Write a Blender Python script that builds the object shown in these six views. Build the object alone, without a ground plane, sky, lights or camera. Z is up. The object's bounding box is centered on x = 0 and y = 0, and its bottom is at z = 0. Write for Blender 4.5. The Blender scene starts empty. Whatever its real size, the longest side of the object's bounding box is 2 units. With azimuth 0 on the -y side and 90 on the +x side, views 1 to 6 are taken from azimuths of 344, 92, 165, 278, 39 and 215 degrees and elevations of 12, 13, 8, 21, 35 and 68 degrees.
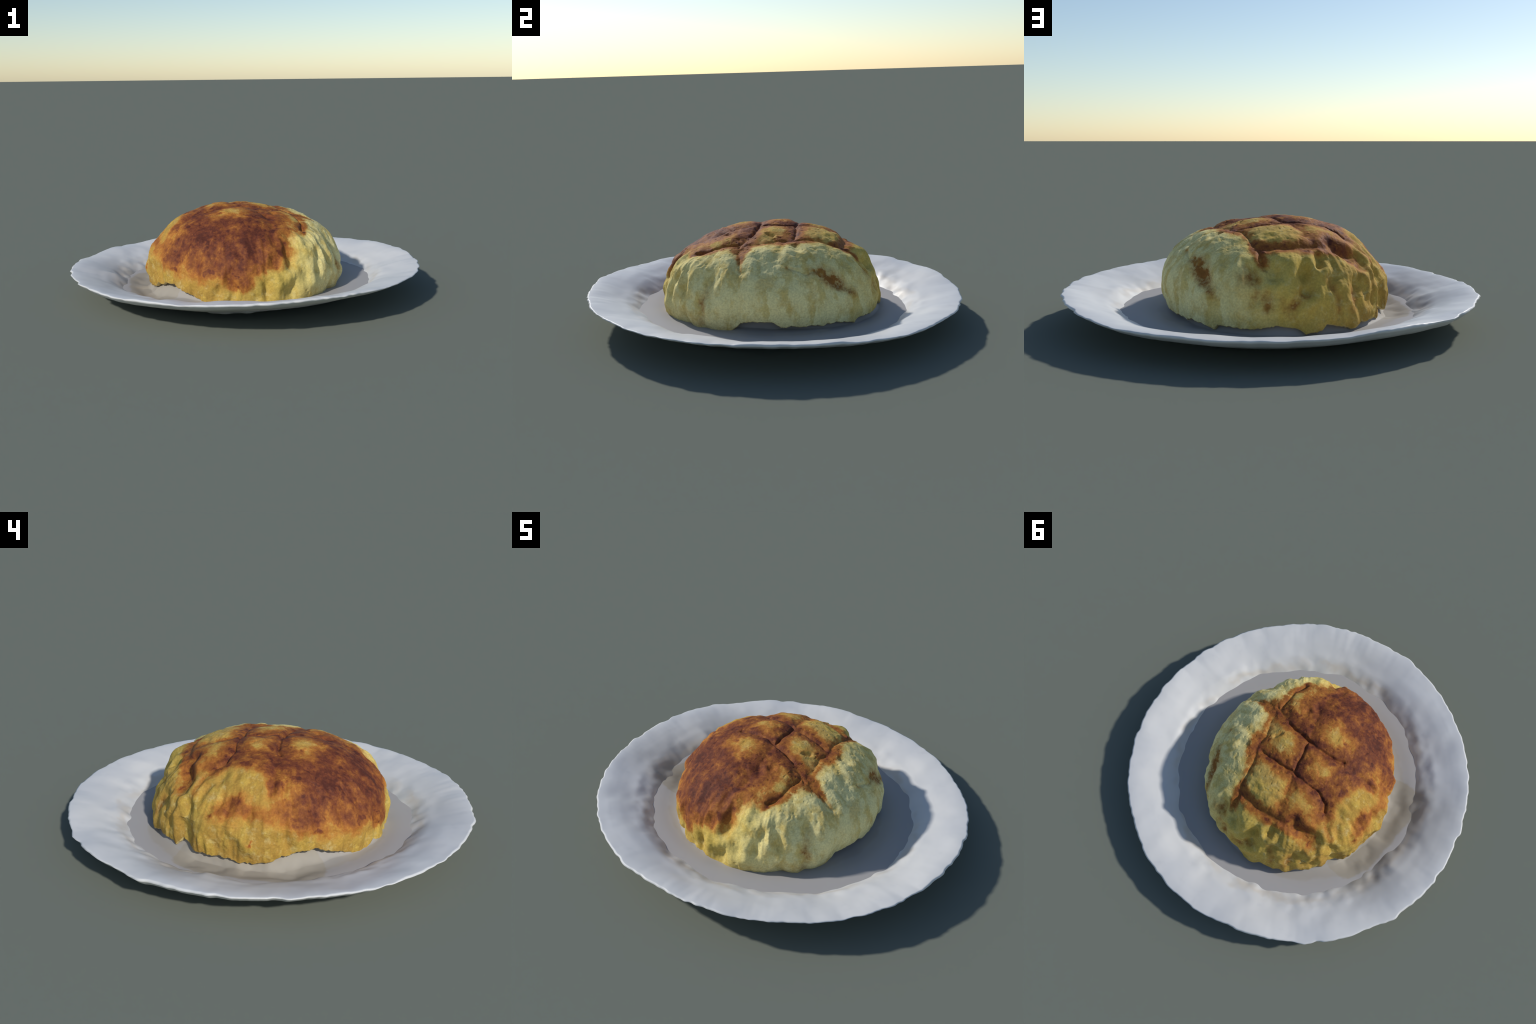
# A scored sweet bun (egg-washed, browned on one side) on a white scalloped plate.
import bpy, math
import numpy as np

# --------------------------------------------------------------------------
# seeded 3D gradient noise (numpy)
# --------------------------------------------------------------------------
def _hash(ix, iy, iz, seed):
    h = (ix.astype(np.int64) * 374761393 + iy.astype(np.int64) * 668265263
         + iz.astype(np.int64) * 2147483647 + seed * 974711) & 0xFFFFFFFF
    h = ((h ^ (h >> 13)) * 1274126177) & 0xFFFFFFFF
    return ((h ^ (h >> 16)) & 0xFFFF) / 32767.5 - 1.0

def noise(P, scale=1.0, seed=0):
    """smooth value noise in about -1..1 ; scale may be a number or a triple"""
    Q = P * np.asarray(scale, float)
    I = np.floor(Q)
    f = Q - I
    u = f * f * f * (f * (f * 6 - 15) + 10)
    I = I.astype(np.int64)
    out = 0
    for dx in (0, 1):
        wx = u[..., 0] if dx else 1 - u[..., 0]
        for dy in (0, 1):
            wy = u[..., 1] if dy else 1 - u[..., 1]
            for dz in (0, 1):
                wz = u[..., 2] if dz else 1 - u[..., 2]
                out = out + wx * wy * wz * _hash(I[..., 0] + dx, I[..., 1] + dy, I[..., 2] + dz, seed)
    return out

def fbm(P, scale=1.0, octaves=3, seed=0):
    s = np.asarray(scale, float)
    t = 0
    a = 1.0
    for i in range(octaves):
        t = t + a * noise(P + 17.3 * i, s * 2 ** i, seed + i)
        a *= 0.5
    return t

def smooth(x, a, b):
    t = np.clip((x - a) / (b - a), 0, 1)
    return t * t * (3 - 2 * t)

def segment_distance(P, A, B):
    A = np.asarray(A, float)
    B = np.asarray(B, float)
    d = B - A
    t = np.clip(((P - A) @ d) / max(d @ d, 1e-12), 0, 1)
    return np.linalg.norm(P - A - t[..., None] * d, axis=-1)

def line_distance(P, pts):
    out = None
    for a, b in zip(pts[:-1], pts[1:]):
        d = segment_distance(P, a, b)
        out = d if out is None else np.minimum(out, d)
    return out

def periodic(table):
    """periodic interpolation of (azimuth in degrees, value) pairs"""
    a = np.array([t[0] for t in table], float)
    v = np.array([t[1] for t in table], float)
    o = np.argsort(a)
    a, v = a[o], v[o]
    a = np.concatenate([a[-1:] - 360, a, a[:1] + 360])
    v = np.concatenate([v[-1:], v, v[:1]])
    return lambda T: np.interp((np.degrees(T) + 180) % 360 - 180, a, v)

# --------------------------------------------------------------------------
# where things sit on the bun (metres)
# --------------------------------------------------------------------------
SCORE_FRONT = [(.271, -.158, .440), (.225, -.122, .458), (.110, -.092, .483), (.003, -.064, .499),
               (-.062, -.057, .500), (-.139, -.055, .496), (-.215, -.060, .481), (-.246, -.068, .474)]
SCORE_BACK = [(.186, .124, .464), (.125, .129, .477), (.038, .135, .488), (-.043, .131, .493),
              (-.138, .148, .485), (-.230, .158, .462), (-.285, .180, .440), (-.300, .214, .423)]
SCORE_CROSS = [(-.011, -.058, .499), (-.026, .016, .502), (-.041, .095, .497), (-.046, .132, .492)]
SCORE_HOOK = [(.250, -.135, .448), (.250, -.220, .441), (.241, -.298, .424), (.217, -.379, .399)]
SCORE_SIDE = [(.271, -.130, .445), (.250, -.056, .456), (.220, .035, .462), (.205, .126, .460),
              (.180, .190, .458), (.170, .260, .443), (.158, .345, .413)]
SPLIT_DOWN = [(.300, -.146, .430), (.330, -.162, .417), (.368, -.150, .398), (.410, -.158, .370), (.446, -.143, .338)]
BACK_VALLEY = [(.146, .370, .403), (.058, .393, .404), (-.040, .402, .400), (-.140, .385, .392),
               (-.220, .374, .378), (-.290, .350, .360)]
SOFT_CROSS_BACK = [(-.046, .140, .490), (-.070, .250, .465), (-.105, .365, .405)]
SOFT_CROSS_FRONT = [(-.008, -.065, .498), (.022, -.180, .480), (.045, -.300, .458), (.055, -.380, .430)]
SOFT_FRONT_END = [(-.246, -.068, .474), (-.330, -.050, .439), (-.410, -.070, .390)]
SOFT_BACK_END = [(-.300, .214, .423), (-.350, .260, .375), (-.395, .290, .320)]
SHORT_SLIT = [(-.240, -.072, .475), (-.276, -.021, .465), (-.293, .027, .458)]
SIDE_CRACK = [(.428, .088, .364), (.439, .185, .338), (.406, .244, .345)]
SIDE_SEAM = [(.418, -.301, .305), (.438, -.337, .219), (.425, -.345, .100)]
PALE_SEAM = [(.474, -.150, .306), (.506, -.160, .225), (.499, -.167, .100)]
BACK_NOTCH = [(.149, .385, .396), (.150, .435, .360), (.143, .465, .336)]

# polyline, depth of the crack, its half width, depth of the soft valley around it
SCORES = [
    (SCORE_FRONT, .016, .0090, .009), (SCORE_BACK, .014, .0085, .008), (SCORE_CROSS, .013, .0080, .008),
    (SCORE_HOOK, .013, .0100, .007), (SCORE_SIDE, .009, .0110, .007), (SPLIT_DOWN, .008, .0090, .009),
    (BACK_VALLEY, .008, .0180, .009), (SHORT_SLIT, .007, .0050, .002), (SIDE_CRACK, .005, .0080, .003),
    (SIDE_SEAM, .006, .0110, .007), (PALE_SEAM, .004, .0120, .005), (BACK_NOTCH, .012, .0120, .006),
    (SOFT_CROSS_BACK, .003, .0080, .008), (SOFT_CROSS_FRONT, .003, .0080, .008),
    (SOFT_FRONT_END, .002, .0100, .007), (SOFT_BACK_END, .003, .0100, .008),
]

# dents and folds: from, to, radius, depth
DENTS = [
    # flank towards -y
    ((.014, -.553, .289), (-.029, -.567, .244), .022, .018), ((.088, -.532, .312), (.091, -.569, .235), .020, .018),
    ((.024, -.461, .388), (.022, -.497, .357), .018, .008), ((.266, -.477, .298), (.262, -.518, .196), .018, .012),
    ((.207, -.445, .364), (.206, -.477, .336), .018, .012), ((.115, -.441, .394), (.120, -.470, .360), .020, .008),
    ((-.025, -.590, .182), (-.040, -.590, .110), .022, .014), ((-.240, -.540, .170), (-.215, -.545, .140), .020, .008),
    ((.165, -.535, .25), (.185, -.555, .17), .014, .008),
    # flank towards +x, -y : hanging folds
    ((.313, -.415, .324), (.364, -.430, .235), .022, .014), ((.370, -.374, .320), (.385, -.385, .275), .020, .010),
    ((.254, -.505, .250), (.254, -.520, .205), .014, .010), ((.276, -.472, .300), (.290, -.480, .262), .013, .010),
    ((.371, -.061, .400), (.425, -.040, .350), .022, .010), ((.365, .017, .410), (.402, .030, .372), .018, .009),
    ((.281, .130, .440), (.310, .138, .425), .022, .013), ((.300, .050, .437), (.330, .060, .420), .014, .006),
    ((.35, .12, .405), (.40, .13, .37), .012, .007),
    # pockets in the top
    ((.150, -.015, .480), (.172, .010, .476), .012, .012), ((.056, -.267, .470), (.075, -.285, .464), .014, .009),
    ((.104, -.234, .469), (.108, -.228, .469), .016, .009), ((.195, -.165, .463), (.205, -.160, .46), .012, .006),
    ((-.02, -.30, .459), (.02, -.33, .450), .012, .005), ((-.10, -.25, .467), (.03, -.21, .476), .010, .005),
    ((.10, .30, .44), (.07, .30, .44), .016, .007), ((-.03, .30, .445), (-.07, .31, .44), .016, .006),
    ((-.17, .07, .488), (-.12, .03, .496), .008, .003), ((.02, .17, .486), (.03, .21, .478), .010, .003),
    # flank towards +y
    ((.407, .292, .314), (.395, .330, .292), .035, .012), ((.395, .341, .290), (.377, .396, .240), .018, .008),
    ((.099, .492, .316), (.105, .505, .295), .022, .012), ((-.028, .505, .305), (-.031, .545, .236), .024, .020),
    ((-.108, .439, .365), (-.097, .474, .333), .016, .016), ((-.253, .363, .373), (-.285, .375, .345), .020, .013),
    ((-.148, .513, .270), (-.140, .520, .240), .022, .010), ((.154, .538, .21), (.150, .545, .17), .020, .009),
    ((-.006, .550, .221), (.044, .563, .166), .020, .009), ((.211, .456, .319), (.190, .500, .275), .020, .008),
    ((.185, .515, .245), (.200, .52, .20), .014, .006), ((.093, .553, .200), (.085, .555, .16), .018, .007),
    ((-.277, .478, .225), (-.249, .515, .135), .024, .016), ((-.387, .395, .235), (-.370, .435, .150), .022, .014),
    ((-.324, .351, .345), (-.348, .375, .295), .022, .013), ((-.18, .53, .2), (-.17, .54, .13), .020, .009),
    # flank towards -x
    ((-.299, .446, .255), (-.323, .467, .160), .022, .014), ((-.421, .327, .267), (-.480, .330, .100), .030, .024),
    ((-.398, .235, .352), (-.432, .268, .300), .020, .013), ((-.286, .342, .370), (-.358, .351, .300), .018, .010),
    ((-.194, .347, .406), (-.317, .393, .306), .024, .012), ((-.369, .165, .400), (-.390, .175, .375), .022, .009),
    ((-.330, -.044, .439), (-.430, -.070, .372), .018, .006), ((-.578, -.003, .166), (-.580, .006, .150), .018, .022),
    ((-.545, .073, .237), (-.542, .085, .225), .018, .008), ((-.540, .153, .220), (-.546, .160, .180), .010, .010),
    ((-.34, .09, .425), (-.39, .10, .40), .015, .005), ((-.44, -.34, .19), (-.45, -.36, .11), .018, .008),
    ((-.52, -.22, .2), (-.53, -.22, .11), .016, .007),
]
# soft swellings: centre, radius, height
BULGES = [
    ((-.126, -.185, .481), .09, .006), ((.183, -.230, .454), .075, .009), ((.090, .020, .489), .07, .008),
    ((-.150, .040, .494), .08, .007), ((.060, .230, .472), .10, .007), ((-.16, .26, .45), .09, .006),
    ((-.390, .057, .404), .09, .008), ((-.360, -.162, .403), .08, .004), ((.294, .17, .43), .07, .008),
    ((.335, -.06, .42), .07, .007), ((.36, -.22, .38), .07, .010), ((.26, -.40, .38), .05, .008),
    ((.45, -.25, .20), .10, .012), ((.20, .46, .33), .06, .006), ((.05, .47, .34), .06, .008),
    ((.28, -.47, .11), .13, .010), ((-.38, -.12, .41), .18, .012), ((.10, .10, .49), .18, -.006),
    ((.34, .12, .41), .17, .003), ((.48, .28, .22), .11, -.008), ((.43, .30, .19), .18, -.010), ((.42, -.28, .09), .12, .014), ((-.36, -.44, .12), .10, .012), ((-.53, .10, .08), .14, .015), ((-.45, .33, .08), .12, .012), ((-.50, -.14, .10), .12, .012),
    ((-.24, .50, .08), .11, .011), ((.35, .40, .08), .13, .012), ((-.20, .45, .30), .07, .010), ((-.46, .36, .17), .07, .004), ((-.40, .29, .31), .05, .008),
    ((-.34, .43, .23), .05, .010), ((-.53, .03, .17), .07, .008), ((.04, -.57, .16), .06, .012),
    ((-.15, -.60, .13), .06, .010), ((.06, -.545, .27), .03, .008), ((.33, -.36, .34), .04, .008),
]

# --------------------------------------------------------------------------
# bun body
# --------------------------------------------------------------------------
CX, CY, TOP, WAIST, RADIUS, POWER = -.026, .002, .476, .116, .547, 2.363
LEAN = np.array([.537, -.066])
TILT = np.array([-.217, .002])

def outline_radius(T):
    return RADIUS * (1 - .063 * np.cos(2 * T) + .002 * np.sin(2 * T) - .015 * np.cos(3 * T) + .014 * np.sin(3 * T))

HEM = periodic([(-166, .112), (-162, .112), (-155, .131), (-147, .125), (-136, .100), (-127, .063), (-117, .063),
                (-104, .066), (-98, .072), (-92, .064), (-84, .062), (-71, .056), (-58, .050), (-40, .050),
                (-31, .050), (-23, .060), (-17, .102), (-6, .114), (1, .116), (6, .076), (12, .082), (16, .069),
                (22, .082), (29, .066), (36, .087), (48, .058), (51, .080), (63, .070), (75, .080), (86, .073),
                (88, .050), (96, .070), (98, .084), (111, .055), (117, .068), (124, .071), (135, .060),
                (140, .104), (148, .088), (156, .085), (168, .087), (175, .076), (-179, .077), (-171, .089)])

def bun_point(T, rad, h):
    """dome-frame polar coordinates -> metres (leaning, tilted frame)"""
    x, y = rad * np.cos(T), rad * np.sin(T)
    lift = np.maximum(h - WAIST, 0)
    return np.stack([CX + x + LEAN[0] * lift, CY + y + LEAN[1] * lift, h + TILT[0] * x + TILT[1] * y], -1)

def bun_profile(T, n_dense=400):
    """dense profile of the smooth dome at azimuth T, top first"""
    R = outline_radius(T)
    ph = np.linspace(math.pi / 2, 0, n_dense)
    rad = R * np.cos(ph).clip(0) ** (2 / POWER)
    h = WAIST + (TOP - WAIST) * np.sin(ph) ** (2 / POWER)
    down = np.linspace(0, 1, 120)[1:]
    rad = np.concatenate([rad, R * (1 - .055 * down ** 2)])
    h = np.concatenate([h, WAIST - .26 * down])
    return bun_point(T, rad, h)

N_AZ, N_ARC = 840, 330
AZ = np.linspace(0, 2 * math.pi, N_AZ, endpoint=False)

def circle(T, k=3.0):
    return np.stack([np.cos(T) * k, np.sin(T) * k, np.full_like(T, 1.7)], -1)

def dome_grid(hem):
    rows = np.zeros((N_AZ, N_ARC, 3))
    for i, T in enumerate(AZ):
        P = bun_profile(T)
        k = int(np.argmax(P[:, 2]))
        low = np.nonzero((P[:, 2] < hem[i]) & (np.arange(len(P)) > k))[0]
        end = low[0] if len(low) else len(P) - 1
        a = np.concatenate([[0], np.cumsum(np.linalg.norm(np.diff(P, axis=0), axis=1))])
        f = (P[end - 1, 2] - hem[i]) / max(P[end - 1, 2] - P[end, 2], 1e-9)
        stop = a[end - 1] + np.clip(f, 0, 1) * (a[end] - a[end - 1])
        s = np.linspace(0, 1, N_ARC) * stop
        for c in range(3):
            rows[i, :, c] = np.interp(s, a, P[:, c])
    return rows

def grid_normals(G):
    da = np.roll(G, -1, 0) - np.roll(G, 1, 0)
    ds = np.gradient(G, axis=1)
    N = np.cross(ds, da)
    N[:, 0] = (0.1, 0, 1)
    L = np.linalg.norm(N, axis=-1, keepdims=True)
    return N / np.maximum(L, 1e-12)

def flank_mask(G):
    return smooth(G[..., 2], .43, .34)

def folds(T, z):
    """random teardrop pockets and hanging pleats all round the flank"""
    rng = np.random.default_rng(12)
    d = np.zeros(T.shape)
    for k in range(120):
        az = rng.uniform(-math.pi, math.pi)
        z0 = rng.uniform(.07, .36)
        wide = rng.uniform(.018, .040)
        tall = rng.uniform(.035, .085)
        slant = rng.uniform(-.35, .35)
        depth = rng.uniform(.006, .020) * (1 - .75 * math.exp(-((az - 0.0) / .45) ** 2))
        if rng.random() < .42:
            depth = -.7 * depth                              # a swelling instead of a pocket
            wide *= 1.25
        if -2.7 < az < -1.9 and z0 > .15:
            depth *= .45                                     # the browned face is tauter
        if 2.0 < az < 2.95:
            depth *= .65
        du = ((T - az + math.pi) % (2 * math.pi) - math.pi) * .53
        dz = z - z0
        u = du - slant * dz
        w = wide * (1 - .35 * np.clip(dz / tall, -1, 1))     # wider below
        d -= depth * np.exp(-(np.abs(u / w) ** 2.0) - (np.abs(dz) / tall) ** 2.0)
    return d

def sculpt(G):
    N = grid_normals(G)
    warp = np.stack([noise(G, 9, 3), noise(G, 9, 4), noise(G, 9, 5)], -1)
    Q = G + .010 * warp + .004 * np.stack([noise(G, 28, 6), noise(G, 28, 7), noise(G, 28, 8)], -1)
    cut = np.zeros(G.shape[:2])
    valley = np.zeros(G.shape[:2])
    vary = np.clip(.85 + .55 * noise(G, 16, 11), .25, 1.4)
    for pts, depth, width, sag in SCORES:
        r = line_distance(Q, pts)
        cut = np.maximum(cut, depth * vary * np.exp(-(r / (width * (.75 + .25 * vary))) ** 2))
        valley = np.maximum(valley, sag * np.exp(-(r / .038) ** 2))
    d = -.0065 - cut - valley
    for a, b, rad, depth in DENTS:
        if a[1] > .25 and a[2] < .42:
            rad, depth = rad * 1.35, depth * (1.0 if a[0] < -.2 else 1.8)
        if a[1] < -.25 or a[0] > .3:
            rad, depth = rad * 1.3, depth * .85
        r = segment_distance(Q, a, b)
        d -= depth * np.exp(-(r / rad) ** 2)
        d += .18 * depth * np.exp(-((r - 1.9 * rad) / (.9 * rad)) ** 2)
    for c, rad, ht in BULGES:
        d += ht * np.exp(-(np.linalg.norm(Q - np.array(c), axis=-1) / rad) ** 2)
    flank = flank_mask(G)
    T = np.arctan2(G[..., 1] - CY, G[..., 0] - CX)
    cyl = np.stack([np.cos(T), np.sin(T), G[..., 2] * .9], -1)
    pleat = fbm(cyl + .03 * warp, (9, 9, 3.2), 3, 21)
    smooth_side = np.exp(-((T + .02) / .42) ** 2)          # the tight, smooth +x face
    d += flank * (1 - .60 * smooth_side) * .0085 * pleat
    d += flank * folds(T + .05 * warp[..., 0], G[..., 2] + .02 * warp[..., 1])
    d += .0060 * fbm(G, 9, 3, 31)
    d += .0011 * fbm(G, 45, 3, 41)
    pit = noise(G + .004 * warp, 80, 51)                                   # small pores
    d -= .0018 * smooth(pit, .55, .85)
    d[:, 0] = d[:, 1] = d[:, 2].mean()
    return G + N * d[..., None]

def hem_line(T):
    P = circle(T)
    back = np.exp(-((np.mod(T, 2 * math.pi) - math.radians(172)) / .62) ** 4)
    return HEM(T) - .013 * back + .007 * noise(P, 5.5, 60) + .0045 * noise(P, 15, 61) + .002 * noise(P, 34, 62)

def mesh_object(name, verts, faces, material, parent=None, smooth_shade=True):
    me = bpy.data.meshes.new(name)
    me.from_pydata([tuple(v) for v in verts], [], faces)
    me.validate()
    me.update()
    if smooth_shade:
        me.polygons.foreach_set('use_smooth', [True] * len(me.polygons))
    me.materials.append(material)
    ob = bpy.data.objects.new(name, me)
    bpy.context.scene.collection.objects.link(ob)
    if parent is not None:
        ob.parent = parent
    return ob

def grid_faces(n, m, flip=False):
    """quads over n azimuths (closed) by m rings, vertex index = i*m+j"""
    F = []
    for i in range(n):
        a, b = i * m, ((i + 1) % n) * m
        for j in range(m - 1):
            q = (a + j, a + j + 1, b + j + 1, b + j)
            F.append(q[::-1] if flip else q)
    return F

def cap(verts, faces, ring, centre, flip=False):
    k = len(verts)
    verts.append(centre)
    n = len(ring)
    for i in range(n):
        t = (ring[i], ring[(i + 1) % n], k)
        faces.append(t[::-1] if flip else t)

# --------------------------------------------------------------------------
# node helpers
# --------------------------------------------------------------------------
class Nodes:
    def __init__(self, name):
        self.mat = bpy.data.materials.new(name)
        self.mat.use_nodes = True
        self.t = self.mat.node_tree
        self.t.nodes.clear()
        self.out = self.t.nodes.new('ShaderNodeOutputMaterial')
        self.bsdf = self.t.nodes.new('ShaderNodeBsdfPrincipled')
        self.t.links.new(self.bsdf.outputs[0], self.out.inputs[0])
        self.co = self.t.nodes.new('ShaderNodeTexCoord').outputs['Object']

    def put(self, socket, v):
        if v is None:
            return
        if hasattr(v, 'is_output'):
            self.t.links.new(v, socket)
        else:
            socket.default_value = v

    def math(self, op, a, b=None, c=None, clamp=False):
        n = self.t.nodes.new('ShaderNodeMath')
        n.operation = op
        n.use_clamp = clamp
        for i, v in enumerate((a, b, c)):
            self.put(n.inputs[i], v)
        return n.outputs[0]

    def vec(self, op, a, b=None, scale=None):
        n = self.t.nodes.new('ShaderNodeVectorMath')
        n.operation = op
        self.put(n.inputs[0], a)
        self.put(n.inputs[1], b)
        if scale is not None:
            self.put(n.inputs['Scale'], scale)
        return n.outputs['Value'] if op in ('LENGTH', 'DOT_PRODUCT', 'DISTANCE') else n.outputs[0]

    def noise(self, scale, detail=3, rough=.55, vector=None, colour=False, stretch=None):
        n = self.t.nodes.new('ShaderNodeTexNoise')
        n.inputs['Scale'].default_value = scale
        n.inputs['Detail'].default_value = detail
        n.inputs['Roughness'].default_value = rough
        v = vector or self.co
        if stretch:
            v = self.vec('MULTIPLY', v, stretch)
        self.put(n.inputs['Vector'], v)
        return n.outputs['Color' if colour else 0]

    def ramp(self, x, a, b, lo=0.0, hi=1.0):
        n = self.t.nodes.new('ShaderNodeMapRange')
        n.interpolation_type = 'SMOOTHSTEP'
        self.put(n.inputs[0], x)
        for i, v in enumerate((a, b, lo, hi)):
            n.inputs[i + 1].default_value = v
        return n.outputs[0]

    def mix(self, f, a, b):
        n = self.t.nodes.new('ShaderNodeMix')
        n.data_type = 'RGBA'
        self.put(n.inputs[0], f)
        for i, v in ((6, a), (7, b)):
            if not hasattr(v, 'is_output'):
                v = (*v, 1)
            self.put(n.inputs[i], v)
        return n.outputs[2]

    def colours(self, x, stops):
        n = self.t.nodes.new('ShaderNodeValToRGB')
        e = n.color_ramp.elements
        while len(e) < len(stops):
            e.new(.5)
        for el, (p, c) in zip(e, stops):
            el.position = p
            el.color = (*c, 1)
        self.put(n.inputs[0], x)
        return n.outputs[0]

    def segment(self, co, A, B):
        """distance to a straight segment"""
        g = segment_group()
        n = self.t.nodes.new('ShaderNodeGroup')
        n.node_tree = g
        A, B = np.asarray(A, float), np.asarray(B, float)
        d = B - A
        self.put(n.inputs[0], co)
        n.inputs[1].default_value = A
        n.inputs[2].default_value = d
        n.inputs[3].default_value = d / max(d @ d, 1e-9)
        return n.outputs[0]

    def polyline(self, co, pts):
        out = None
        for a, b in zip(pts[:-1], pts[1:]):
            d = self.segment(co, a, b)
            out = d if out is None else self.math('MINIMUM', out, d)
        return out

    def blob(self, co, A, B, radius, soft, amount=1.0):
        d = self.segment(co, A, B)
        return self.ramp(d, radius + soft, max(radius - soft, 0), 0, amount)

    def gather(self, op, vals):
        out = None
        for v in vals:
            out = v if out is None else self.math(op, out, v)
        return out

    def maximum(self, vals):
        out = vals[0]
        for v in vals[1:]:
            out = self.math('MAXIMUM', out, v)
        return out

def segment_group():
    g = bpy.data.node_groups.get('distance_to_segment')
    if g:
        return g
    g = bpy.data.node_groups.new('distance_to_segment', 'ShaderNodeTree')
    for nm in ('Point', 'Start', 'Along', 'Scaled'):
        g.interface.new_socket(nm, in_out='INPUT', socket_type='NodeSocketVector')
    g.interface.new_socket('Distance', in_out='OUTPUT', socket_type='NodeSocketFloat')
    i = g.nodes.new('NodeGroupInput')
    def vm(op):
        n = g.nodes.new('ShaderNodeVectorMath')
        n.operation = op
        return n
    sub, dot = vm('SUBTRACT'), vm('DOT_PRODUCT')
    cl = g.nodes.new('ShaderNodeClamp')
    sc, sub2, ln = vm('SCALE'), vm('SUBTRACT'), vm('LENGTH')
    o = g.nodes.new('NodeGroupOutput')
    L = g.links.new
    L(i.outputs[0], sub.inputs[0]); L(i.outputs[1], sub.inputs[1])
    L(sub.outputs[0], dot.inputs[0]); L(i.outputs[3], dot.inputs[1])
    L(dot.outputs['Value'], cl.inputs[0])
    L(i.outputs[2], sc.inputs[0]); L(cl.outputs[0], sc.inputs['Scale'])
    L(sub.outputs[0], sub2.inputs[0]); L(sc.outputs[0], sub2.inputs[1])
    L(sub2.outputs[0], ln.inputs[0]); L(ln.outputs['Value'], o.inputs[0])
    return g

# --------------------------------------------------------------------------
# materials
# --------------------------------------------------------------------------
# egg wash and browning: from, to, radius, softness, strength
BROWNING = [
    ((-.325, -.170, .430), (-.060, -.330, .448), 0.085, 0.117, 0.52),
    ((-.350, -.270, .380), (-.100, -.430, .385), 0.120, 0.132, 0.52),
    ((-.400, -.300, .300), (-.150, -.500, .300), 0.100, 0.122, 0.48),
    ((-.300, -.300, .400), (-.120, -.440, .340), 0.060, 0.122, 0.38),
    ((-.330, -.430, .235), (-.150, -.520, .225), 0.060, 0.102, 0.35),
    ((-.480, -.200, .290), (-.500, .110, .285), 0.045, 0.102, 0.35),
    ((-.440, -.230, .330), (-.420, -.150, .350), 0.060, 0.112, 0.33),
    ((-.471, .080, .330), (-.475, .105, .328), 0.014, 0.025, 0.40),
    ((-.330, -.030, .440), (-.405, -.065, .390), 0.022, 0.045, 0.55),
    ((.015, -.410, .420), (-.020, -.500, .345), 0.075, 0.112, 0.40),
    ((-.010, -.540, .285), (.070, -.530, .300), 0.045, 0.087, 0.33),
    ((-.230, -.530, .165), (-.150, -.560, .160), 0.020, 0.045, 0.32),
    ((-.200, .350, .403), (-.325, .385, .315), 0.028, 0.055, 0.55),
    ((-.300, .060, .455), (-.235, -.085, .475), 0.050, 0.092, 0.47),
    ((-.220, -.080, .478), (-.320, -.120, .440), 0.040, 0.092, 0.42),
    ((.050, -.215, .475), (-.030, -.120, .492), 0.055, 0.102, 0.47),
    ((.060, -.300, .460), (.130, -.250, .465), 0.050, 0.097, 0.42),
    ((.150, -.340, .420), (.080, -.440, .390), 0.040, 0.092, 0.32),
    ((-.05, .06, .5), (-.22, .10, .48), 0.030, 0.070, 0.30),
    ((-.10, .32, .44), (-.30, .27, .42), 0.040, 0.100, 0.29),
    ((.12, .08, .48), (-.20, .10, .47), 0.130, 0.182, 0.30),
    ((.245, -.300, .422), (.205, -.385, .398), 0.015, 0.050, 0.50),
    ((.275, -.140, .445), (.250, -.210, .440), 0.025, 0.060, 0.45),
    ((.240, .060, .455), (.195, .180, .455), 0.015, 0.060, 0.42),
    ((.300, -.130, .430), (.350, -.155, .405), 0.010, 0.050, 0.35),
    ((.160, .340, .412), (.150, .440, .355), 0.015, 0.045, 0.45),
    ((.060, -.120, .487), (.190, -.140, .465), 0.030, 0.050, 0.40),
    ((-.530, -.200, .220), (-.470, -.330, .190), 0.010, 0.060, 0.22),
    ((-.500, .190, .260), (-.480, .060, .320), 0.010, 0.090, 0.28),
    ((-.578, -.003, .165), (-.580, .006, .155), 0.006, 0.020, 0.50),
]
# faint syrup-brown smudges on the flanks
SMUDGES = [
    ((.410, .265, .330), (.396, .335, .290), .012, .070, .80),
    ((.395, .335, .285), (.365, .420, .215), .000, .055, .48),
    ((.435, .180, .340), (.410, .260, .340), .000, .045, .36),
    ((.424, -.300, .285), (.440, -.342, .190), .000, .050, .30),
    ((.440, -.342, .190), (.425, -.350, .080), .000, .045, .30),
    ((.010, .553, .210), (.050, .567, .140), .004, .055, .34),
    ((.154, .540, .215), (.150, .550, .155), .004, .050, .30),
    ((-.030, .515, .305), (-.031, .548, .216), .002, .050, .34),
    ((.211, .456, .319), (.190, .500, .275), .004, .055, .30),
    ((.250, .470, .280), (.200, .520, .150), .004, .055, .30),
    ((-.140, .510, .270), (-.150, .530, .130), .002, .050, .28),
    ((-.260, .490, .230), (-.240, .510, .130), .002, .050, .28),
    ((-.430, .262, .310), (-.390, .235, .352), .010, .035, .28),
]
# browner tint in the pockets of the +y flank
SMUDGES += [(a, b, rad * .3, rad * 1.5, .24) for a, b, rad, depth in DENTS if a[1] > .34 and a[2] < .38]
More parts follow.
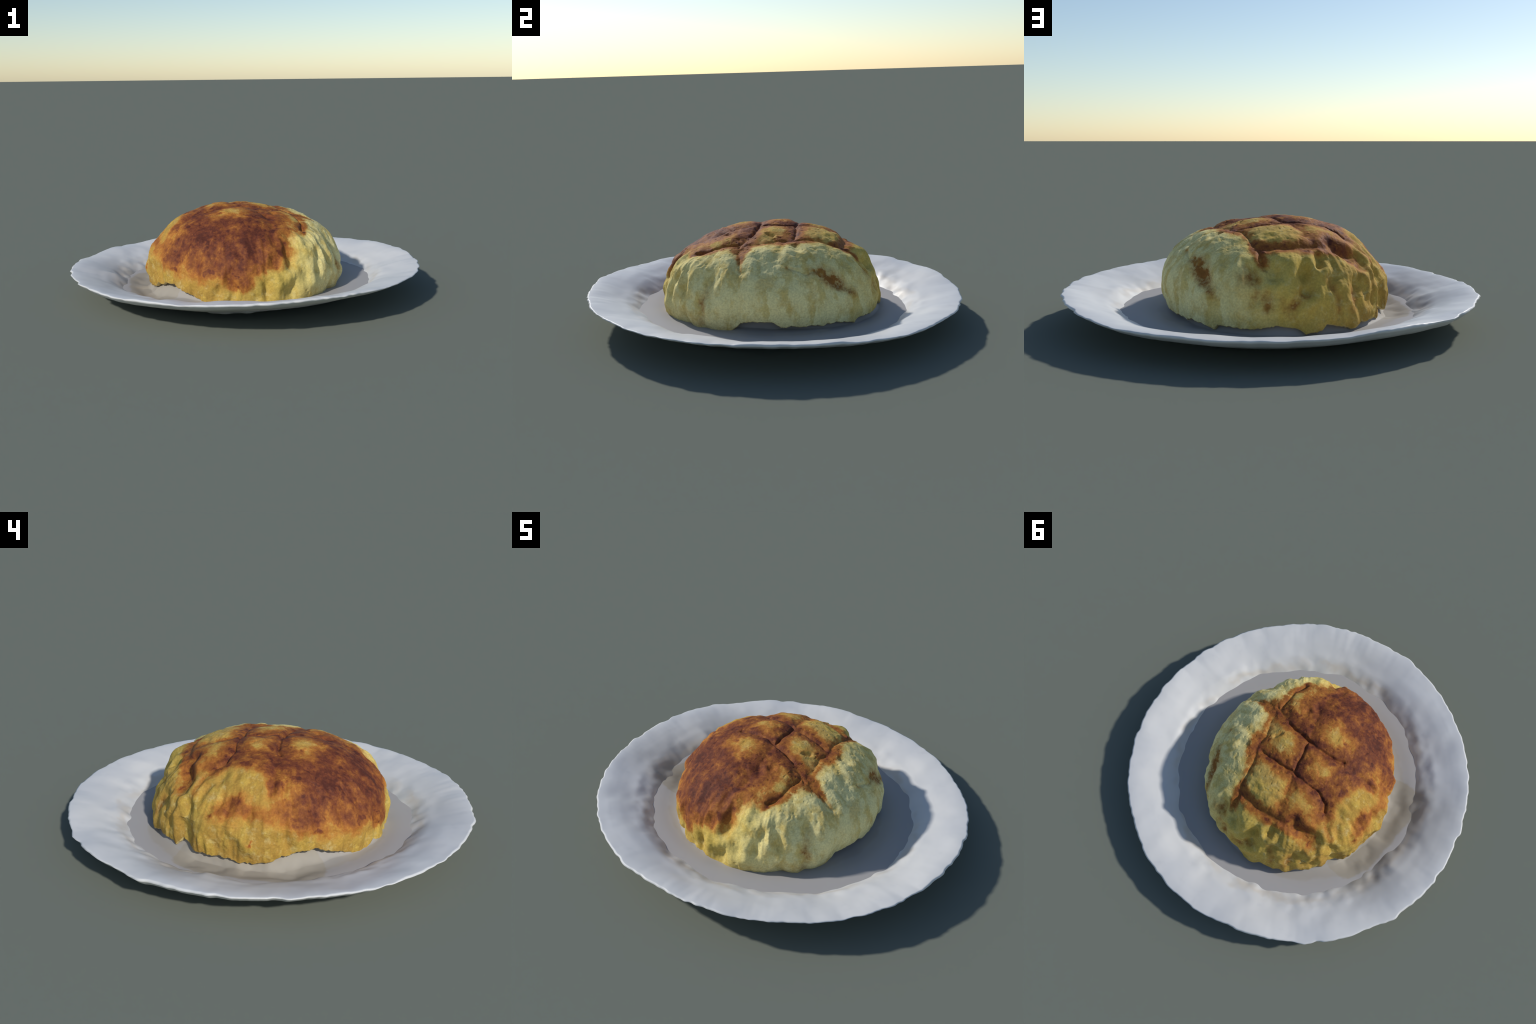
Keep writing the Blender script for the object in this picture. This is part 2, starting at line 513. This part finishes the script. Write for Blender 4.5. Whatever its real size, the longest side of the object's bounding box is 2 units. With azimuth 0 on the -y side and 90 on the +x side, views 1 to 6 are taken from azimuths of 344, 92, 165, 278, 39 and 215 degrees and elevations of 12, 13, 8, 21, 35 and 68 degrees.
# panels that stayed pale: from, to, radius, softness, strength
PALE = [
    ((-.110, -.165, .484), (-.175, -.205, .470), .028, .055, .55), ((.190, -.215, .454), (.225, -.285, .437), .030, .045, .60),
    ((.100, .050, .486), (.085, -.015, .488), .020, .040, .65), ((-.110, .075, .494), (-.190, .010, .487), .022, .045, .55),
    ((.105, .205, .470), (.050, .290, .455), .034, .055, .70), ((-.010, .225, .472), (-.060, .270, .456), .025, .050, .55),
    ((-.150, .235, .455), (-.230, .275, .435), .025, .050, .55), ((-.390, .080, .404), (-.420, .030, .380), .050, .055, .60),
    ((-.360, -.130, .412), (-.430, -.125, .365), .030, .050, .55), ((-.120, -.262, .465), (-.02, -.30, .458), .005, .030, .50),
    ((-.05, -.36, .435), (.05, -.35, .438), .005, .030, .40), ((-.02, -.16, .486), (.06, -.20, .474), .004, .030, .35),
]

def crust_material():
    m = Nodes('egg_washed_crust')
    wob = m.vec('SUBTRACT', m.noise(7, 4, .6, colour=True), (.5, .5, .5))
    wob2 = m.vec('SUBTRACT', m.noise(30, 3, .6, colour=True), (.5, .5, .5))
    co = m.vec('ADD', m.vec('ADD', m.co, m.vec('SCALE', wob, scale=.085)), m.vec('SCALE', wob2, scale=.030))
    co_fine = m.vec('ADD', m.vec('ADD', m.co, m.vec('SCALE', wob, scale=.02)), m.vec('SCALE', wob2, scale=.012))
    co_mid = m.vec('ADD', m.vec('ADD', m.co, m.vec('SCALE', wob, scale=.045)), m.vec('SCALE', wob2, scale=.035))
    co_wide = m.vec('ADD', m.vec('ADD', m.co, m.vec('SCALE', wob, scale=.13)), m.vec('SCALE', wob2, scale=.045))
    clear = m.gather('MULTIPLY', (m.math('SUBTRACT', 1.0, m.blob(co, *b)) for b in BROWNING))
    smudge = m.gather('ADD', (m.blob(co_mid, *b) for b in SMUDGES))
    brown = m.math('SUBTRACT', 1.0, clear)
    pale = m.gather('MAXIMUM', (m.blob(co_wide, *b) for b in PALE))
    # browning along the scores
    top = [SCORE_FRONT, SCORE_BACK, SCORE_CROSS]
    d_top = None
    for pts in top:
        d = m.polyline(co_fine, pts)
        d_top = d if d_top is None else m.math('MINIMUM', d_top, d)
    d_side = None
    for pts in (SCORE_HOOK, SCORE_SIDE, BACK_NOTCH):
        d = m.polyline(co_fine, pts)
        d_side = d if d_side is None else m.math('MINIMUM', d_side, d)
    d_val = m.polyline(co_fine, BACK_VALLEY)
    d_fine = m.math('MINIMUM', m.math('MINIMUM', m.polyline(co_fine, SHORT_SLIT), m.polyline(co_fine, SIDE_CRACK)), m.polyline(co_mid, SPLIT_DOWN))
    d_soft = None
    for pts in (SOFT_CROSS_BACK, SOFT_CROSS_FRONT, SOFT_FRONT_END, SOFT_BACK_END):
        d = m.polyline(co_mid, pts)
        d_soft = d if d_soft is None else m.math('MINIMUM', d_soft, d)
    halo = m.maximum([m.ramp(d_soft, .055, .0, 0, .38), m.ramp(d_top, .095, .0, 0, .66), m.ramp(d_side, .055, .0, 0, .40),
                      m.ramp(d_val, .085, .005, 0, .60), m.ramp(d_fine, .030, .0, 0, .26)])
    core = m.maximum([m.ramp(d_top, .020, .002, 0, .28), m.ramp(d_side, .012, .002, 0, .07),
                      m.ramp(d_val, .016, .002, 0, .10)])
    both = m.math('MULTIPLY', m.math('SUBTRACT', 1.0, m.math('MULTIPLY', halo, .8)), m.math('SUBTRACT', 1.0, brown))
    b = m.math('MAXIMUM', m.math('SUBTRACT', 1.0, both), halo)
    fleck = m.ramp(m.noise(1.0, 4, .65, vector=m.vec('MULTIPLY', co, (11, 24, 14))), .34, .60, .35, 1.1)
    keep = m.math('SUBTRACT', 1.0, m.math('MULTIPLY', pale, m.math('MULTIPLY', fleck, .72)))
    b = m.math('MULTIPLY', b, keep)
    b = m.math('ADD', b, core)
    # mottling: blotches and streaks grow only where it has browned
    n1 = m.math('SUBTRACT', m.noise(9, 5, .65), .5)
    n2 = m.math('SUBTRACT', m.noise(34, 4, .65), .5)
    n3 = m.math('SUBTRACT', m.noise(110, 2, .6), .5)
    n0 = m.math('SUBTRACT', m.noise(1.0, 5, .62, vector=m.vec('MULTIPLY', co, (22, 9, 12))), .5)
    mott = m.math('ADD', m.math('ADD', m.math('MULTIPLY', n1, 1.15), m.math('MULTIPLY', n2, 1.0)), m.math('MULTIPLY', n0, 1.25))
    amount = m.math('MULTIPLY', m.math('MINIMUM', b, .7), 1.25)
    b = m.math('ADD', b, m.math('MULTIPLY', mott, amount))
    # blistered spots
    spots = m.ramp(m.noise(21, 2, .5), .60, .68, 0, .22)
    b = m.math('ADD', b, m.math('MULTIPLY', spots, m.ramp(b, .25, .5)), clamp=True)
    # dough colour: paler and cooler on +x, more golden on -x, mottled
    sep = m.t.nodes.new('ShaderNodeSeparateXYZ')
    m.put(sep.inputs[0], co)
    side = m.ramp(sep.outputs[0], -.50, .45)
    dough = m.colours(side, [(0, (.385, .225, .045)), (.60, (.52, .375, .085)), (.82, (.66, .53, .18)), (1, (.80, .70, .33))])
    top = m.blob(co, (.05, -.12, .49), (-.02, .16, .48), .19, .11)
    dough = m.mix(m.math('MULTIPLY', top, .75), dough, (.50, .31, .085))
    run = m.ramp(m.noise(1.0, 4, .6, vector=m.vec('MULTIPLY', co, (15, 15, 5.5))), .47, .62)
    dough = m.mix(m.math('MULTIPLY', run, .55), dough, (.55, .38, .075))
    stain = m.math('MULTIPLY', smudge, m.ramp(m.noise(24, 4, .65), .30, .60, .9, 2.1), clamp=True)
    dough = m.mix(stain, dough, m.colours(stain, [(0, (.55, .36, .07)), (.45, (.42, .22, .045)), (1, (.28, .115, .026))]))
    g1 = m.ramp(m.noise(12, 4, .6), .48, .70)
    dough = m.mix(m.math('MULTIPLY', g1, .45), dough, (.52, .32, .055))
    g2 = m.ramp(m.noise(26, 4, .65), .50, .72)
    dough = m.mix(m.math('MULTIPLY', g2, .35), dough, (.66, .57, .27))
    crust = m.colours(b, [(0, (.52, .32, .075)), (.20, (.46, .215, .040)), (.40, (.36, .135, .026)),
                          (.62, (.220, .069, .019)), (.82, (.140, .038, .017)), (1, (.082, .022, .013))])
    col = m.mix(m.ramp(b, .06, .42), dough, crust)
    speck = m.ramp(m.noise(70, 2, .5), .66, .74, 0, .35)
    col = m.mix(speck, col, m.mix(.5, col, (.24, .12, .03)))
    fine = m.ramp(n3, -.2, .2, .90, 1.10)
    col = m.vec('SCALE', col, scale=fine)
    m.put(m.bsdf.inputs['Base Color'], col)
    m.put(m.bsdf.inputs['Roughness'], m.ramp(b, .1, .6, .85, .70))
    m.bsdf.inputs['Specular IOR Level'].default_value = .18
    bump = m.t.nodes.new('ShaderNodeBump')
    bump.inputs['Strength'].default_value = .35
    bump.inputs['Distance'].default_value = .004
    m.put(bump.inputs['Height'], m.math('ADD', n2, m.math('MULTIPLY', n3, .6)))
    m.put(m.bsdf.inputs['Normal'], bump.outputs[0])
    return m.mat

def crumb_material():
    m = Nodes('pale_crumb')
    m.put(m.bsdf.inputs['Base Color'], m.mix(m.noise(30, 4), (.55, .40, .14), (.66, .54, .24)))
    m.bsdf.inputs['Roughness'].default_value = .85
    return m.mat

def china_material():
    m = Nodes('white_china')
    n = m.noise(3.2, 3, .5)
    col = m.mix(m.ramp(n, .35, .65), (.60, .602, .602), (.66, .653, .635))
    n2 = m.noise(14, 3, .6)
    col = m.mix(m.ramp(n2, .55, .8, 0, .35), col, (.535, .535, .54))
    # bun's baked shadow, painted in warm greys on the -x side of the slope
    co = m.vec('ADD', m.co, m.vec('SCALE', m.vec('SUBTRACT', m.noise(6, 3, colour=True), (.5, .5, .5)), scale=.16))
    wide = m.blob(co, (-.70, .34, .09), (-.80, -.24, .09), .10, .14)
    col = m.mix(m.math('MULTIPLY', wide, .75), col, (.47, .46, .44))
    baked_shadow = m.blob(co, (-.56, .28, .05), (-.60, -.24, .05), .11, .06)
    col = m.mix(m.math('MULTIPLY', baked_shadow, .85), col, (.33, .305, .265))
    # tea-coloured line where the slope meets the floor
    ringd = m.vec('LENGTH', m.vec('MULTIPLY', co, (1, 1, 0)))
    line = m.ramp(m.math('ABSOLUTE', m.math('SUBTRACT', ringd, .735)), .035, .0, 0, .55)
    col = m.mix(m.math('MULTIPLY', line, m.ramp(m.noise(5, 2), .38, .58)), col, (.56, .50, .42))
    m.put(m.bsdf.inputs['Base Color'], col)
    m.bsdf.inputs['Roughness'].default_value = .45
    m.bsdf.inputs['Specular IOR Level'].default_value = .3
    return m.mat

def well_material():
    m = Nodes('grey_glaze')
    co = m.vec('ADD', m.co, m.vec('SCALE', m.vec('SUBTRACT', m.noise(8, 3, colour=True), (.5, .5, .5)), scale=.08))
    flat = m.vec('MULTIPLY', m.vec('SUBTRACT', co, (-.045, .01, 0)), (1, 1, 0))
    ring = m.ramp(m.vec('LENGTH', flat), .600, .575)  # skirt colour darkened for the shade under the bun's hem
    patch = m.segment(m.vec('MULTIPLY', co, (1, 1, 0)), (-.50, .22, 0), (-.54, -.18, 0))  # -x floor toned browner, carrying the scan's baked-in bun shading
    painted_shade = m.math('MAXIMUM', m.math('MULTIPLY', ring, .5), m.ramp(patch, .155, .135))
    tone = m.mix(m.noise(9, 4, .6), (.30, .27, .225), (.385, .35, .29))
    col = m.mix(painted_shade, (.385, .370, .362), tone)
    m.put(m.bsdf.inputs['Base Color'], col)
    m.bsdf.inputs['Roughness'].default_value = .6
    m.bsdf.inputs['Specular IOR Level'].default_value = .2
    return m.mat

# --------------------------------------------------------------------------
# build: bun
# --------------------------------------------------------------------------
def build_bun():
    root = bpy.data.objects.new('bread_bun', None)
    bpy.context.scene.collection.objects.link(root)
    root['label'] = 'round scored bread bun, golden with browned egg wash'
    root['category'] = 'bread bun'
    hem = hem_line(AZ)
    G = sculpt(dome_grid(hem))
    # turn the hem under
    inward = np.zeros((N_AZ, 5, 3))
    edge = G[:, -1]
    c = np.array([CX, CY, 0])
    for k, (sh, dz) in enumerate([(.992, -.004), (.975, -.005), (.955, -.002), (.93, .006), (.90, .016)]):
        p = c + (edge - c) * sh
        p[:, 2] = edge[:, 2] + dz
        inward[:, k] = p
    # weld the pole: rings start at arc index 1
    body = G[:, 1:]
    m = body.shape[1]
    V = [tuple(v) for v in body.reshape(-1, 3)]
    F = grid_faces(N_AZ, m)
    cap(V, F, [i * m for i in range(N_AZ)], tuple(G[:, 0].mean(0)), flip=True)
    crust = mesh_object('crust', V, F, crust_material(), root)
    under = np.concatenate([edge[:, None], inward], 1)
    n = under.shape[1]
    V = [tuple(v) for v in under.reshape(-1, 3)]
    F = grid_faces(N_AZ, n)
    cap(V, F, [i * n + n - 1 for i in range(N_AZ)], (CX, CY, .10))
    mesh_object('underside', V, F, crumb_material(), root)
    return root

# --------------------------------------------------------------------------
# build: plate
# --------------------------------------------------------------------------
FLOOR = .060
RIM_HEIGHT = .1521

def harmonics(T, terms):
    return sum(c * np.cos(k * T) + s * np.sin(k * T) for k, (c, s) in enumerate(terms, 1))

def rim_lift(T):
    """the plate stands askew and is slightly warped"""
    return harmonics(T, [(.0034, -.0217), (-.0011, -.0039), (.0022, .0003), (.0025, .0015)])

def rim_reach(T):
    return harmonics(T, [(.0045, .0030), (-.0008, .0015), (-.0019, .0025), (-.0022, -.0014)])

# uneven swellings of the slope: azimuth, radius, width, height
SLOPE_LUMPS = [(232, .80, .13, .020), (212, .74, .10, .012), (130, .77, .14, .019), (133, .70, .08, .007), (148, .74, .09, .008), (-45, .76, .12, .009), (-22, .80, .12, .011),
               (-112, .84, .12, .009), (258, .75, .11, .011), (168, .74, .09, .010), (60, .74, .12, .006)]

def build_plate():
    root = bpy.data.objects.new('plate', None)
    bpy.context.scene.collection.objects.link(root)
    root['label'] = 'white china plate with an uneven scalloped rim'
    root['category'] = 'plate'
    n = 720
    T = np.linspace(0, 2 * math.pi, n, endpoint=False)
    C = circle(T, 1.0)
    # scallops: irregular lobes with sharp valleys
    phase = 23 * T + 2.2 * noise(C, 3.0, 81)
    scallop = np.abs(np.sin(phase)) ** .7
    uneven = np.clip(.45 + .7 * noise(C, 5, 80), 0, 1)
    edge = .9895 + rim_reach(T) + .008 * scallop * uneven + .007 * noise(C, 5, 82) + .006 * noise(C, 14, 83) + .004 * noise(C, 34, 84)
    upper = [(.63, .021), (.67, .035), (.695, .050), (.72, .066), (.75, .084), (.79, .105), (.83, .118), (.87, .131),
             (.91, .1415), (.95, .1495), (.980, .153), (.993, .153)]
    lower = [(1.0, .149), (.999, .142), (.990, .130), (.970, .120), (.93, .109), (.88, .096), (.80, .070),
             (.75, .054), (.70, .036), (.65, .022), (.60, .014), (.50, .010), (.40, .008), (.20, .006)]
    def ring_densify(prof, k):
        r = np.array([p[0] for p in prof]); z = np.array([p[1] for p in prof])
        s = np.concatenate([[0], np.cumsum(np.hypot(np.diff(r), np.diff(z)))])
        u = np.linspace(0, s[-1], k)
        r, z = np.interp(u, s, r), np.interp(u, s, z)
        for _ in range(10):                                  # round off the corners of the profile
            r[1:-1] = (r[:-2] + 2 * r[1:-1] + r[2:]) / 4
            z[1:-1] = (z[:-2] + 2 * z[1:-1] + z[2:]) / 4
        return r, z
    ru, zu = ring_densify(upper, 90)
    rl, zl = ring_densify(lower, 50)
    R = np.concatenate([ru, rl]); Z = np.concatenate([zu, zl])
    is_up = np.concatenate([np.ones(90), np.zeros(50)])
    out = smooth(R, .80, 1.0)
    rr = R[None] * (1 + (edge[:, None] - 1) * out[None])
    X = rr * np.cos(T)[:, None]; Y = rr * np.sin(T)[:, None]
    P = np.stack([X, Y, np.zeros_like(X)], -1)
    zz = np.repeat(Z[None], n, 0)
    grow = smooth(R, .55, .95)[None]
    zz = zz + rim_lift(T)[:, None] * R[None]
    flute = np.abs(np.sin(phase)) ** .8 - .6
    zz += (.0035 * (flute * uneven)[:, None]) * smooth(R, .86, 1.0)[None]
    zz += .0060 * noise(P, 4, 91) * grow * (.4 + .6 * is_up) + .0030 * noise(P, 10, 92) * grow * is_up
    # uneven foot of the slope, rougher on the -x side
    rough = .85 + .6 * np.exp(-((np.abs(np.arctan2(Y, X)) - math.pi) / 1.0) ** 2)
    band = np.exp(-((R - .70) / .10) ** 2)[None]
    zz += is_up[None] * band * rough * (.009 * noise(P, 7, 93) + .005 * noise(P, 19, 94))
    for az, r, wide, high in SLOPE_LUMPS:
        c = (r * math.cos(math.radians(az)), r * math.sin(math.radians(az)), 0)
        zz += (.35 + .65 * is_up[None]) * high * np.exp(-(np.linalg.norm(P - np.array(c), axis=-1) / wide) ** 2) \
            * (.8 + .5 * noise(P, 9, 96)) * smooth(R, .64, .71)[None] * (1 - smooth(R, .93, 1.0))[None]
    # the underside hangs lower towards -x, +y and is shallower opposite
    hang = .000 + .008 * np.cos(T - math.radians(140))
    zz -= (1 - is_up)[None] * hang[:, None] * (smooth(R, .45, .75) * (1 - smooth(R, .96, 1.0)))[None]
    zz -= zz.min() * ((1 - smooth(R, .62, .85)) * (1 - is_up))[None]
    V = [tuple(v) for v in np.stack([X, Y, zz], -1).reshape(-1, 3)]
    m = len(R)
    F = grid_faces(n, m, flip=True)
    cap(V, F, [i * m + m - 1 for i in range(n)], (0, 0, .004), flip=True)
    cap(V, F, [i * m for i in range(n)], (0, 0, .014))
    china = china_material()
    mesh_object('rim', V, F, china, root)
    # well: flat floor with a low skirt that climbs to the bun
    n = 480
    T = np.linspace(0, 2 * math.pi, n, endpoint=False)
    Rb = outline_radius(T)
    C = circle(T, 1.0)
    wide = -.004 + .010 * noise(C, 2.5, 101) + .006 * noise(C, 9, 102) + .02 * np.exp(-((np.abs(T - math.pi)) / .7) ** 2)
    steps = 34
    prof = []
    for u in np.linspace(0, 1, steps):
        rad = Rb * .86 + (wide + Rb * .14) * u
        h = FLOOR + .050 * (1 - smooth(np.full_like(T, u), .15, 1.0))
        prof.append(np.stack([CX + rad * np.cos(T), CY + rad * np.sin(T), h], -1))
    base = prof[-1]
    for k in np.linspace(0, 1, 14)[1:]:
        o = np.stack([.745 * np.cos(T), .745 * np.sin(T), np.full_like(T, FLOOR)], -1)
        prof.append(base * (1 - k) + o * k)
    W = np.stack(prof, 1)
    x, y = W[..., 0], W[..., 1]
    flat = np.stack([x, y, 0 * x], -1)
    # a slightly tilted floor, with a sunken, rumpled stretch towards -x
    sunk = np.exp(-(segment_distance(flat, (-.53, .22, 0), (-.56, -.20, 0)) / .085) ** 2)
    W[..., 2] += .008 * x - np.where(y < 0, .026, .017) * y - .010 * np.exp(-((np.hypot(x - CX, y - CY) - .57) / .06) ** 2) - .021 * sunk * (1 + .5 * noise(flat, 12, 103)) + .004 * sunk * noise(flat, 30, 104)
    W[..., 2] = np.maximum(W[..., 2], .027)
    under = W[:, ::-1].copy()
    under[..., 2] -= .005
    W = np.concatenate([W, under], 1)
    m = W.shape[1]
    V = [tuple(v) for v in W.reshape(-1, 3)]
    F = grid_faces(n, m)
    cap(V, F, [i * m for i in range(n)], (CX, CY, .115), flip=True)
    cap(V, F, [i * m + m - 1 for i in range(n)], (CX, CY, .105))
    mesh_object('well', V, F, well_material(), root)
    return root

build_bun()
build_plate()
